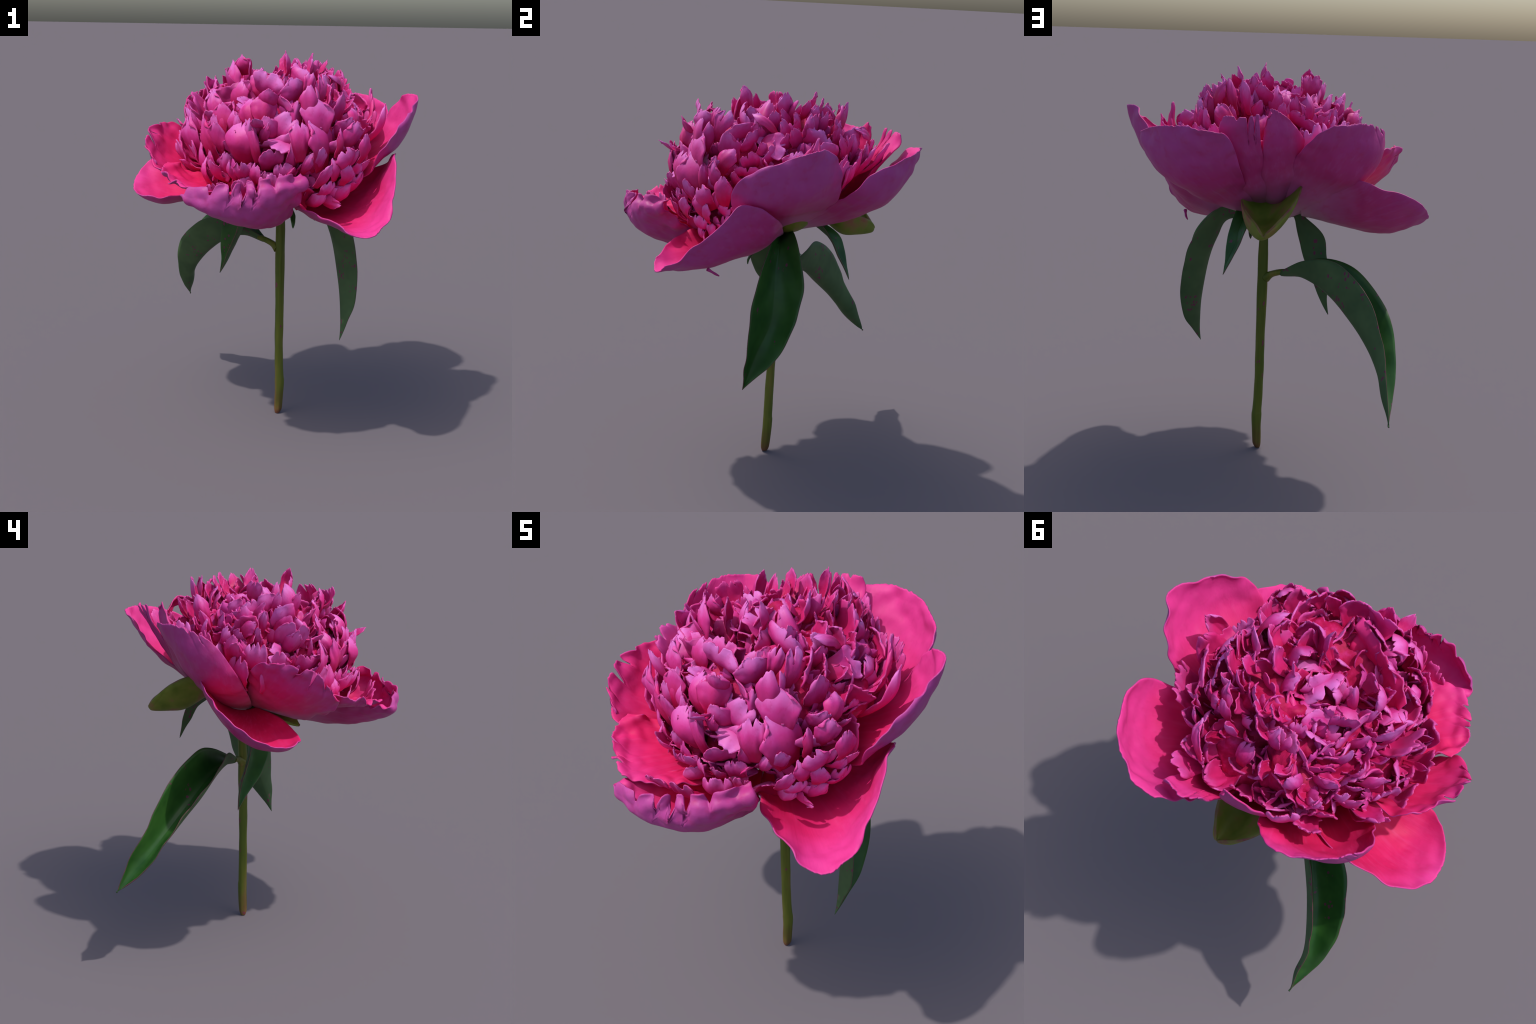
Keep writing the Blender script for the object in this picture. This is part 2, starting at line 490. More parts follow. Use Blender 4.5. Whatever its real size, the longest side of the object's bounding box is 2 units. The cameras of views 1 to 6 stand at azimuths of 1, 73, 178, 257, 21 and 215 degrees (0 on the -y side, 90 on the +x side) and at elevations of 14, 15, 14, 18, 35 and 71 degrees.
whorl("spoon",
      (at(-0.042, -0.434, 1.817), at(-0.024, -0.494, 1.7), 0.105),
      (at(0.332, -0.355, 1.825), at(0.316, -0.318, 1.65), 0.105),
      (at(0.398, -0.421, 1.694), at(0.385, -0.422, 1.57), 0.085),
      (at(0.466, -0.392, 1.631), at(0.46, -0.388, 1.5), 0.085),
      (at(-0.04, -0.512, 1.704), at(0.01, -0.441, 1.58), 0.1),
      (at(-0.247, -0.432, 1.679), at(-0.258, -0.391, 1.53), 0.095),
      (at(-0.094, -0.299, 1.873), at(-0.107, -0.298, 1.8), 0.05),
      (at(0.087, -0.423, 1.891), at(0.115, -0.411, 1.78), 0.12),
      (at(0.285, -0.533, 1.499), at(0.247, -0.53, 1.4), 0.06),
      (at(0.354, -0.443, 1.295), at(0.238, -0.396, 1.297), 0.07),
      (at(0.386, -0.447, 1.483), at(0.369, -0.45, 1.4), 0.06),
      (at(0.201, -0.522, 1.546), at(0.17, -0.51, 1.46), 0.05),
      (at(-0.463, -0.166, 1.462), at(-0.37, -0.21, 1.4), 0.06),
      (at(-0.22, -0.455, 1.54), at(-0.21, -0.42, 1.42), 0.06),
      (at(-0.023, -0.538, 1.461), at(-0.02, -0.48, 1.36), 0.06),
      (at(0.24, -0.525, 1.58), at(0.22, -0.48, 1.46), 0.08),
      (at(0.42, -0.41, 1.56), at(0.38, -0.39, 1.45), 0.07),
      (at(0.4, -0.4, 1.42), at(0.34, -0.38, 1.34), 0.06),
      (at(0.6, -0.08, 1.745), at(0.52, -0.12, 1.56), 0.07),
      (at(0.341, -0.094, 1.885), at(0.308, -0.03, 1.777), 0.09),
      (at(0.3, -0.13, 1.91), at(0.258, -0.097, 1.791), 0.09),
      (at(0.309, -0.198, 1.859), at(0.246, -0.182, 1.72), 0.1),
      (at(0.4, -0.09, 1.82), at(0.334, -0.058, 1.701), 0.1),
      (at(0.134, 0.183, 1.963), at(0.123, 0.165, 1.846), 0.06),
      (at(0.207, -0.025, 1.996), at(0.178, -0.015, 1.856), 0.075),
      (at(0.077, -0.211, 2.006), at(0.08, -0.174, 1.881), 0.06),
      (at(0.281, 0.072, 1.961), at(0.247, 0.053, 1.871), 0.05),
      (at(0.407, -0.211, 1.781), at(0.335, -0.152, 1.667), 0.06),
      (at(0.389, -0.412, 1.712), at(0.328, -0.383, 1.606), 0.08),
      (at(0.459, -0.34, 1.656), at(0.379, -0.306, 1.559), 0.05),
      (at(0.348, 0.171, 1.881), at(0.339, 0.219, 1.761), 0.06),
      (at(0.273, 0.325, 1.835), at(0.302, 0.281, 1.716), 0.085),
      (at(0.369, 0.051, 1.909), at(0.372, 0.047, 1.779), 0.06),
      (at(0.25, 0.1, 1.925), at(0.269, 0.087, 1.802), 0.05),
      (at(0.17, 0.128, 1.93), at(0.204, 0.109, 1.806), 0.085),
      (at(0.096, 0.23, 1.936), at(0.085, 0.191, 1.812), 0.09),
      (at(0.113, -0.03, 1.966), at(0.121, -0.027, 1.88), 0.05),
      (at(0.07, 0.165, 1.986), at(0.067, 0.157, 1.888), 0.055),
      (at(-0.012, 0.363, 1.849), at(0.015, 0.3, 1.739), 0.06),
      (at(-0.12, 0.335, 1.89), at(-0.143, 0.283, 1.76), 0.07),
      (at(-0.234, 0.322, 1.835), at(-0.23, 0.276, 1.714), 0.045),
      (at(-0.295, 0.124, 1.864), at(-0.291, 0.112, 1.735), 0.07),
      (at(-0.33, 0.146, 1.754), at(-0.257, 0.146, 1.646), 0.07),
      (at(-0.461, 0.188, 1.718), at(-0.318, 0.164, 1.566), 0.09),
      (at(-0.246, 0.201, 1.824), at(-0.182, 0.222, 1.684), 0.085),
      (at(-0.387, 0.072, 1.785), at(-0.323, 0.139, 1.721), 0.06),
      (at(-0.218, -0.108, 1.952), at(-0.192, -0.17, 1.774), 0.1),
      (at(-0.224, -0.37, 1.765), at(-0.229, -0.4, 1.639), 0.09),
      (at(-0.279, -0.37, 1.711), at(-0.252, -0.363, 1.528), 0.09),
      (at(-0.161, -0.46, 1.73), at(-0.167, -0.455, 1.584), 0.05),
      (at(0.074, -0.022, 1.924), at(0.133, 0.035, 1.861), 0.07),
      (at(0.28, -0.015, 1.898), at(0.265, 0.043, 1.796), 0.06),
      (at(0.233, -0.056, 1.917), at(0.226, 0.0, 1.806), 0.05),
      (at(0.286, -0.22, 1.897), at(0.352, -0.129, 1.843), 0.05),
      (at(0.389, -0.041, 1.85), at(0.351, 0.009, 1.736), 0.07),
      (at(-0.228, -0.177, 1.92), at(-0.183, -0.135, 1.762), 0.06),
      (at(-0.428, -0.132, 1.76), at(-0.308, -0.096, 1.611), 0.08),
      (at(0.113, 0.183, 1.91), at(0.103, 0.198, 1.761), 0.06),
      (at(-0.161, -0.51, 1.651), at(-0.193, -0.418, 1.565), 0.05),
      (at(-0.059, -0.531, 1.683), at(-0.045, -0.467, 1.627), 0.05),
      (at(-0.022, -0.509, 1.835), at(-0.016, -0.432, 1.741), 0.08),
      (at(-0.069, -0.599, 1.717), at(-0.055, -0.522, 1.653), 0.05))
whorl("hood",
      (at(-0.127, -0.406, 1.799), at(-0.117, -0.474, 1.69), 0.105),
      (at(0.41, -0.343, 1.752), at(0.412, -0.393, 1.66), 0.09),
      (at(-0.143, -0.519, 1.69), at(-0.137, -0.521, 1.53), 0.15),
      (at(-0.27, -0.306, 1.734), at(-0.268, -0.362, 1.62), 0.06),
      (at(-0.339, -0.365, 1.49), at(-0.318, -0.36, 1.38), 0.06),
      (at(0.36, -0.42, 1.345), at(0.28, -0.4, 1.31), 0.06),
      (at(0.146, 0.239, 1.87), at(0.167, 0.199, 1.748), 0.06),
      (at(-0.32, 0.221, 1.75), at(-0.261, 0.213, 1.654), 0.055),
      (at(-0.243, 0.316, 1.786), at(-0.194, 0.301, 1.667), 0.05),
      (at(-0.067, -0.06, 1.924), at(-0.058, -0.079, 1.796), 0.06),
      (at(-0.317, -0.085, 1.85), at(-0.269, -0.103, 1.731), 0.06),
      (at(0.3, -0.19, 1.888), at(0.277, -0.134, 1.768), 0.07))
whorl("strap",
      (at(0.122, -0.45, 1.791), at(0.09, -0.438, 1.6), 0.06),
      (at(0.339, -0.46, 1.661), at(0.343, -0.469, 1.55), 0.04),
      (at(-0.109, -0.505, 1.701), at(-0.076, -0.546, 1.55), 0.055),
      (at(-0.228, -0.344, 1.759), at(-0.236, -0.407, 1.65), 0.045),
      (at(0.12, -0.536, 1.599), at(0.108, -0.492, 1.46), 0.07),
      (at(-0.296, -0.4, 1.538), at(-0.27, -0.38, 1.42), 0.05),
      (at(0.324, 0.157, 1.919), at(0.278, 0.141, 1.792), 0.05),
      (at(0.18, 0.294, 1.95), at(0.177, 0.293, 1.82), 0.04),
      (at(0.242, 0.24, 1.951), at(0.235, 0.258, 1.818), 0.04),
      (at(0.27, 0.113, 1.943), at(0.252, 0.129, 1.845), 0.05),
      (at(0.43, 0.0, 1.78), at(0.359, 0.007, 1.671), 0.05),
      (at(0.382, 0.246, 1.812), at(0.352, 0.257, 1.681), 0.045),
      (at(0.351, 0.287, 1.815), at(0.331, 0.299, 1.677), 0.045),
      (at(0.228, 0.374, 1.833), at(0.247, 0.328, 1.734), 0.045),
      (at(0.365, 0.265, 1.819), at(0.378, 0.233, 1.694), 0.045),
      (at(0.085, 0.285, 1.85), at(0.148, 0.241, 1.745), 0.05),
      (at(-0.063, 0.325, 1.885), at(-0.083, 0.267, 1.751), 0.038),
      (at(-0.26, 0.0, 1.87), at(-0.204, 0.058, 1.777), 0.04),
      (at(-0.366, 0.026, 1.837), at(-0.295, 0.034, 1.729), 0.035),
      (at(-0.405, 0.061, 1.766), at(-0.316, 0.063, 1.656), 0.05),
      (at(-0.236, -0.078, 1.918), at(-0.186, -0.042, 1.804), 0.05),
      (at(-0.096, -0.525, 1.711), at(-0.114, -0.509, 1.554), 0.05),
      (at(-0.43, -0.196, 1.727), at(-0.376, -0.209, 1.609), 0.03))
# upright ruffles between the dome and the guard petals
whorl("spoon",
      (at(0.46, 0.20, 1.73), at(0.37, 0.17, 1.56), 0.11), (at(0.40, 0.31, 1.75), at(0.33, 0.26, 1.56), 0.11),
      (at(0.31, 0.41, 1.76), at(0.27, 0.33, 1.57), 0.11), (at(0.17, 0.45, 1.77), at(0.16, 0.37, 1.58), 0.10),
      (at(-0.45, -0.04, 1.66), at(-0.36, -0.05, 1.48), 0.11), (at(-0.36, 0.20, 1.72), at(-0.28, 0.16, 1.54), 0.10),
      (at(-0.10, 0.41, 1.74), at(-0.09, 0.33, 1.57), 0.10), (at(0.48, -0.33, 1.50), at(0.39, -0.29, 1.37), 0.09),
      (at(-0.30, -0.46, 1.52), at(-0.25, -0.38, 1.38), 0.08))
whorl("fan",
      (at(0.56, 0.17, 1.71), at(0.43, 0.12, 1.50), 0.12), (at(0.52, 0.23, 1.70), at(0.42, 0.18, 1.52), 0.10), (at(0.29, 0.49, 1.77), at(0.25, 0.40, 1.60), 0.10),
      (at(-0.16, 0.44, 1.76), at(-0.13, 0.36, 1.58), 0.11), (at(-0.26, 0.40, 1.75), at(-0.22, 0.32, 1.58), 0.09), (at(-0.50, -0.02, 1.58), at(-0.38, 0.0, 1.42), 0.12),
      (at(-0.50, -0.17, 1.54), at(-0.37, -0.14, 1.40), 0.12), (at(-0.45, 0.17, 1.63), at(-0.35, 0.15, 1.46), 0.10),
      (at(-0.26, -0.61, 1.41), at(-0.22, -0.53, 1.31), 0.09), (at(-0.13, -0.64, 1.44), at(-0.12, -0.56, 1.30), 0.10), (at(0.0, -0.62, 1.45), at(0.0, -0.53, 1.31), 0.10), (at(0.09, -0.56, 1.45), at(0.07, -0.48, 1.32), 0.08),
      (at(0.50, 0.09, 1.72), at(0.40, 0.06, 1.55), 0.10), (at(-0.43, 0.09, 1.69), at(-0.34, 0.06, 1.51), 0.11),
      (at(-0.28, 0.32, 1.73), at(-0.22, 0.25, 1.56), 0.10), (at(0.03, 0.44, 1.75), at(0.04, 0.36, 1.58), 0.09),
      (at(-0.41, -0.24, 1.58), at(-0.33, -0.21, 1.42), 0.10), (at(0.46, -0.37, 1.43), at(0.36, -0.33, 1.31), 0.08))
whorl("hood",
      (at(0.24, 0.44, 1.74), at(0.22, 0.35, 1.58), 0.09), (at(0.44, 0.25, 1.68), at(0.35, 0.21, 1.52), 0.09),
      (at(0.39, -0.44, 1.37), at(0.29, -0.38, 1.28), 0.07), (at(0.28, -0.47, 1.33), at(0.20, -0.40, 1.26), 0.07),
      (at(-0.38, -0.34, 1.54), at(-0.30, -0.30, 1.40), 0.08))
whorl("strap",
      (at(-0.047, -0.106, 1.885), at(-0.03, -0.06, 1.74), 0.07),
      (at(0.095, -0.085, 1.935), at(0.20, -0.16, 1.80), 0.09),
      (at(-0.117, -0.100, 1.955), at(-0.14, -0.06, 1.80), 0.05))
whorl("spoon",
      (at(0.03, -0.10, 1.88), at(0.05, -0.08, 1.70), 0.10),
      (at(0.06, -0.20, 1.90), at(0.08, -0.16, 1.74), 0.09),
      (at(0.16, -0.20, 1.92), at(0.16, -0.16, 1.78), 0.09))
whorl("notch",
      (at(0.198, -0.428, 1.866), at(0.201, -0.453, 1.7), 0.1),
      (at(0.22, -0.42, 1.79), at(0.235, -0.481, 1.65), 0.135),
      (at(0.13, -0.51, 1.7), at(0.145, -0.552, 1.56), 0.1),
      (at(0.238, -0.322, 1.911), at(0.248, -0.375, 1.8), 0.075),
      (at(0.196, -0.356, 1.916), at(0.175, -0.385, 1.82), 0.06),
      (at(0.353, -0.488, 1.563), at(0.379, -0.445, 1.47), 0.1),
      (at(-0.139, -0.549, 1.51), at(-0.13, -0.49, 1.4), 0.07),
      (at(0.243, 0.031, 1.958), at(0.198, -0.008, 1.842), 0.065),
      (at(0.046, 0.15, 1.946), at(0.046, 0.132, 1.856), 0.05))
whorl("fan",
      (at(0.071, -0.471, 1.734), at(0.007, -0.441, 1.6), 0.12),
      (at(-0.037, -0.335, 1.911), at(-0.039, -0.367, 1.8), 0.13),
      (at(0.01, -0.429, 1.905), at(-0.023, -0.386, 1.8), 0.14),
      (at(0.452, -0.371, 1.478), at(0.39, -0.38, 1.43), 0.06),
      (at(-0.076, -0.562, 1.496), at(-0.07, -0.5, 1.39), 0.08),
      (at(0.06, -0.53, 1.5), at(0.06, -0.48, 1.38), 0.08),
      (at(0.0, -0.545, 1.57), at(0.0, -0.5, 1.46), 0.1),
      (at(0.3, -0.47, 1.4), at(0.25, -0.44, 1.32), 0.07),
      (at(0.35, 0.07, 1.905), at(0.285, 0.069, 1.745), 0.13),
      (at(0.445, -0.263, 1.729), at(0.375, -0.228, 1.638), 0.07),
      (at(-0.024, 0.129, 1.887), at(-0.01, 0.155, 1.796), 0.06),
      (at(0.1, 0.265, 1.79), at(0.103, 0.331, 1.707), 0.06),
      (at(-0.16, 0.03, 1.966), at(-0.127, 0.033, 1.84), 0.1),
      (at(-0.4, -0.12, 1.8), at(-0.275, -0.084, 1.628), 0.15),
      (at(0.03, 0.192, 1.891), at(0.039, 0.205, 1.742), 0.1),
      (at(-0.093, 0.013, 1.907), at(-0.079, 0.008, 1.788), 0.06),
      (at(-0.162, -0.403, 1.787), at(-0.068, -0.352, 1.714), 0.06))
whorl("point",
      (at(0.19, -0.49, 1.705), at(0.27, -0.486, 1.53), 0.14),
      (at(-0.004, -0.53, 1.686), at(-0.041, -0.496, 1.59), 0.04),
      (at(-0.186, -0.442, 1.735), at(-0.176, -0.449, 1.63), 0.06),
      (at(-0.403, -0.26, 1.707), at(-0.386, -0.267, 1.52), 0.09),
      (at(-0.34, -0.33, 1.7), at(-0.299, -0.376, 1.52), 0.09),
      (at(-0.28, -0.234, 1.815), at(-0.272, -0.297, 1.7), 0.075),
      (at(-0.148, -0.277, 1.87), at(-0.171, -0.305, 1.76), 0.1),
      (at(0.442, -0.35, 1.377), at(0.364, -0.386, 1.362), 0.05),
      (at(0.305, -0.476, 1.52), at(0.323, -0.47, 1.43), 0.06),
      (at(-0.201, -0.531, 1.499), at(-0.18, -0.47, 1.4), 0.05),
      (at(0.54, 0.055, 1.812), at(0.46, -0.02, 1.55), 0.12),
      (at(0.402, 0.188, 1.818), at(0.39, 0.235, 1.698), 0.045),
      (at(0.335, 0.208, 1.877), at(0.361, 0.19, 1.776), 0.04),
      (at(0.26, 0.251, 1.943), at(0.318, 0.223, 1.817), 0.06),
      (at(0.019, 0.199, 1.923), at(0.03, 0.236, 1.799), 0.06),
      (at(-0.22, 0.351, 1.793), at(-0.175, 0.288, 1.689), 0.07),
      (at(-0.25, 0.1, 1.868), at(-0.179, 0.125, 1.718), 0.06),
      (at(-0.09, 0.25, 1.825), at(-0.068, 0.287, 1.727), 0.045),
      (at(-0.16, -0.15, 1.984), at(-0.147, -0.153, 1.906), 0.06),
      (at(-0.48, -0.096, 1.665), at(-0.416, -0.112, 1.575), 0.03),
      (at(-0.337, -0.111, 1.834), at(-0.292, -0.07, 1.703), 0.07),
      (at(0.299, 0.306, 1.837), at(0.257, 0.41, 1.783), 0.06),
      (at(0.266, 0.161, 1.946), at(0.252, 0.232, 1.838), 0.05))

TIPS = np.array([p[1] for p in PLACED]) - FLOWER_CENTRE
TIP_R = np.linalg.norm(TIPS, axis=1)
TIP_D = TIPS / TIP_R[:, None]
# pockets between the petal clumps: direction, half angle, depth
HOLLOWS = [(at(-0.11, -0.09, 0.27), 0.32, 0.24), (at(0.02, -0.17, 0.30), 0.26, 0.13), (at(-0.36, -0.10, 0.14), 0.18, 0.08),
           (at(0.17, 0.32, 0.33), 0.15, 0.10), (at(0.10, 0.46, 0.24), 0.18, 0.10), (at(-0.43, 0.06, 0.22), 0.14, 0.08), (at(0.22, -0.02, 0.42), 0.16, 0.06),
           (at(0.08, 0.08, 0.40), 0.18, 0.10), (at(-0.38, 0.02, 0.22), 0.16, 0.08), (at(0.08, -0.10, 0.36), 0.20, 0.09), (at(-0.14, 0.26, 0.24), 0.15, 0.08)]


def dome(d):
    """Envelope of the petaloid mass along a unit direction: a soft blend of the petaloid tips nearest to it."""
    d = np.asarray(d, float) / np.linalg.norm(d)
    w = np.exp((TIP_D @ d - 1) / 0.015) + 1e-8
    return float((w * TIP_R).sum() / w.sum())


def floor_height(p):
    """Height of the cup of guard petals under a point: low in front, high behind and at the sides."""
    return 1.32 + 0.32 * max(0.0, p[1] + 0.5) + 0.45 * max(0.0, abs(p[0]) - 0.2)


def hollow(d):
    return sum(dep * math.exp(-(math.acos(max(-1, min(1, float(d @ (h / np.linalg.norm(h)))))) / a) ** 2 * 1.5) for h, a, dep in HOLLOWS)


def core_mesh():
    import bmesh
    bm = bmesh.new()
    bmesh.ops.create_icosphere(bm, subdivisions=6, radius=1.0)
    for v in bm.verts:
        d = np.array(v.co)
        r = dome(d) * (0.74 if d[2] > -0.2 else 0.64) - 1.0 * hollow(d)
        r += 0.02 * fbm(d, 3.0, 5) + 0.035 * (0.5 - abs(noise.noise(Vector(d) * 6.0))) + 0.012 * fbm(d, 14.0, 8)
        p = FLOWER_CENTRE + d * r
        while p[2] < floor_height(p) - 0.03 and r > 0.2:
            r *= 0.95
            p = FLOWER_CENTRE + d * r
        v.co = Vector(p)
    me = bpy.data.meshes.new("flower_heart")
    bm.to_mesh(me); bm.free()
    me.polygons.foreach_set("use_smooth", [True] * len(me.polygons))
    me.materials.append(CORE)
    return me


heart = put("flower_heart", core_mesh(), peony)


def guard(rows, seed, n=72, m=72, thick=0.011, **kw):
    P = oriented(loft_grid(rows, n, m, seed=seed, **kw), FLOWER_CENTRE)
    return put("guard_petal", sheet("guard_petal", P, thick, (M_IN, M_OUT, M_RIM)), heart)


# front right, hanging low
guard([((0.05, -0.10, 1.24), (0.12, -0.06, 1.235), (0.20, 0.0, 1.28)),
       ((0.08, -0.29, 1.265), (0.31, -0.19, 1.215), (0.57, -0.15, 1.44)),
       ((0.132, -0.466, 1.292), (0.43, -0.39, 1.195), (0.612, -0.32, 1.525)),
       ((0.24, -0.60, 1.254), (0.47, -0.56, 1.192), (0.607, -0.44, 1.42)),
       ((0.356, -0.671, 1.219), (0.487, -0.697, 1.193), (0.580, -0.60, 1.265))], 11, power=2.0, ruffle=0.02, jag=0.02, wobble=0.013)
shred = tube("petal_shred", [(0.484, -0.455, 1.190), (0.481, -0.435, 1.176), (0.477, -0.415, 1.163), (0.468, -0.395, 1.150)], [0.010, 0.006, 0.006, 0.003], 16, 10, M_OUT)
put("petal_shred", shred, heart)
# right, standing
guard([((0.22, -0.12, 1.28), (0.16, 0.0, 1.29), (0.16, 0.09, 1.31)),
       ((0.48, -0.29, 1.40), (0.405, -0.05, 1.41), (0.40, 0.15, 1.43)),
       ((0.53, -0.37, 1.52), (0.635, -0.12, 1.54), (0.57, 0.15, 1.57)),
       ((0.61, -0.345, 1.64), (0.71, -0.12, 1.675), (0.635, 0.115, 1.70)),
       ((0.69, -0.22, 1.715), (0.738, -0.08, 1.785), (0.695, 0.02, 1.80))], 12, ruffle=0.022, jag=0.015, wobble=0.012, corner=0.03)
# back right, the broadest
guard([((0.16, 0.05, 1.30), (0.13, 0.12, 1.29), (0.08, 0.13, 1.30)),
       ((0.38, 0.10, 1.43), (0.315, 0.275, 1.375), (0.14, 0.32, 1.42)),
       ((0.56, 0.19, 1.55), (0.475, 0.41, 1.49), (0.18, 0.49, 1.55)),
       ((0.64, 0.26, 1.655), (0.515, 0.505, 1.63), (0.22, 0.60, 1.68)),
       ((0.638, 0.366, 1.706), (0.47, 0.58, 1.76), (0.27, 0.645, 1.725))], 13, ruffle=0.022, jag=0.02, wobble=0.012, power=2.2)
# back, two petals on pale claws: a forked one and a tall one
guard([((0.13, 0.10, 1.31), (0.09, 0.13, 1.30), (0.05, 0.12, 1.31)),
       ((0.19, 0.30, 1.43), (0.12, 0.32, 1.42), (0.05, 0.29, 1.42)),
       ((0.24, 0.44, 1.58), (0.16, 0.45, 1.57), (0.08, 0.42, 1.58)),
       ((0.28, 0.55, 1.73), (0.19, 0.535, 1.73), (0.10, 0.50, 1.70)),
       ((0.26, 0.578, 1.80), (0.19, 0.575, 1.81), (0.112, 0.548, 1.82))], 14, n=80, ruffle=0.025, jag=0.03, wobble=0.012, lobes=((0.38, 0.14, 0.24), (0.74, 0.12, 0.22), (-0.2, 0.2, 0.06)))
guard([((0.06, 0.11, 1.31), (0.01, 0.11, 1.29), (-0.05, 0.09, 1.31)),
       ((0.07, 0.29, 1.42), (0.01, 0.305, 1.40), (-0.06, 0.27, 1.42)),
       ((0.090, 0.43, 1.58), (0.01, 0.425, 1.56), (-0.10, 0.38, 1.58)),
       ((0.082, 0.485, 1.72), (0.02, 0.475, 1.72), (-0.105, 0.42, 1.68)),
       ((0.065, 0.488, 1.81), (0.042, 0.490, 1.832), (-0.03, 0.465, 1.785))], 24, ruffle=0.02, jag=0.02, wobble=0.012)
# back left
guard([((0.0, 0.12, 1.30), (-0.06, 0.08, 1.27), (-0.10, 0.02, 1.30)),
       ((-0.03, 0.30, 1.42), (-0.18, 0.22, 1.36), (-0.27, 0.07, 1.38)),
       ((-0.06, 0.42, 1.60), (-0.31, 0.35, 1.49), (-0.42, 0.15, 1.50)),
       ((-0.15, 0.52, 1.72), (-0.405, 0.395, 1.635), (-0.47, 0.24, 1.63)),
       ((-0.23, 0.54, 1.765), (-0.375, 0.455, 1.78), (-0.465, 0.33, 1.735))], 15, ruffle=0.02, jag=0.03, wobble=0.013, lobes=((0.3, 0.1, 0.05), (0.65, 0.1, 0.06)))
# left, hanging spoon
guard([((-0.10, 0.22, 1.36), (-0.12, 0.12, 1.29), (-0.13, 0.0, 1.30)),
       ((-0.33, 0.33, 1.50), (-0.33, 0.17, 1.26), (-0.33, -0.08, 1.29)),
       ((-0.50, 0.325, 1.45), (-0.49, 0.13, 1.222), (-0.48, -0.115, 1.262)),
       ((-0.60, 0.307, 1.43), (-0.60, 0.10, 1.218), (-0.575, -0.118, 1.244)),
       ((-0.69, 0.25, 1.38), (-0.745, 0.075, 1.272), (-0.645, -0.085, 1.243))], 16, ruffle=0.012, jag=0.012, wobble=0.012, power=2.2)
# left front, fingered rim
guard([((-0.12, 0.05, 1.33), (-0.13, -0.05, 1.28), (-0.12, -0.12, 1.27)),
       ((-0.30, 0.09, 1.45), (-0.33, -0.07, 1.34), (-0.30, -0.19, 1.28)),
       ((-0.42, 0.11, 1.55), (-0.48, -0.10, 1.42), (-0.44, -0.28, 1.33)),
       ((-0.51, 0.087, 1.61), (-0.58, -0.12, 1.51), (-0.54, -0.32, 1.41)),
       ((-0.57, 0.03, 1.615), (-0.635, -0.15, 1.60), (-0.60, -0.26, 1.48))], 17, ruffle=0.03, ruffle_freq=18, jag=0.03, wobble=0.012,
      lobes=((-0.28, 0.12, 0.16), (0.12, 0.10, 0.2), (0.5, 0.1, 0.14), (0.78, 0.1, 0.1), (-0.65, 0.1, 0.06)))
# front left, open to the sun, its inner half folding down into the next one
guard([((-0.12, -0.12, 1.30), (-0.06, -0.24, 1.28), (0.02, -0.32, 1.29)),
       ((-0.30, -0.19, 1.37), (-0.25, -0.36, 1.330), (-0.16, -0.53, 1.345)),
       ((-0.43, -0.22, 1.41), (-0.40, -0.42, 1.368), (-0.29, -0.592, 1.362)),
       ((-0.51, -0.29, 1.46), (-0.525, -0.43, 1.425), (-0.395, -0.60, 1.374))], 18, ruffle=0.035, ruffle_freq=20, jag=0.035, wobble=0.014,
      lobes=((0.35, 0.1, 0.10), (0.62, 0.08, 0.12), (0.1, 0.06, 0.08)))
# front, its rim rolled in and cut into blunt fingers
guard([((-0.10, -0.22, 1.30), (-0.02, -0.22, 1.23), (0.05, -0.20, 1.24)),
       ((-0.22, -0.43, 1.335), (-0.04, -0.38, 1.192), (0.09, -0.35, 1.225)),
       ((-0.34, -0.53, 1.350), (-0.10, -0.555, 1.188), (0.12, -0.45, 1.275)),
       ((-0.41, -0.60, 1.345), (-0.13, -0.71, 1.268), (0.15, -0.54, 1.36)),
       ((-0.41, -0.645, 1.355), (-0.09, -0.745, 1.36), (0.165, -0.605, 1.42)),
       ((-0.36, -0.65, 1.385), (-0.09, -0.72, 1.445), (0.14, -0.575, 1.450))], 19, n=90, ruffle=0.045, ruffle_freq=20, jag=0.02, wobble=0.016, power=2.4,
      lobes=((-0.62, 0.12, 0.14), (-0.3, 0.09, 0.18), (-0.1, 0.08, 0.2), (0.12, 0.08, 0.16), (0.45, 0.10, 0.10)))


# tall inner wall in front of the deepest hollow
wall_rows = [((-0.20, -0.10, 1.60), (-0.08, -0.18, 1.58), (0.05, -0.22, 1.62)),
             ((-0.255, -0.17, 1.71), (-0.12, -0.265, 1.73), (0.04, -0.31, 1.77)),
             ((-0.28, -0.215, 1.815), (-0.14, -0.285, 1.87), (0.05, -0.37, 1.90))]
wall = oriented(loft_grid(wall_rows, 48, 60, seed=31, ruffle=0.04, ruffle_freq=18, jag=0.06, wobble=0.02), (-0.08, 0.0, 1.85))
put("guard_petal", sheet("guard_petal", wall, 0.011, (M_IN, M_OUT, M_RIM)), heart)


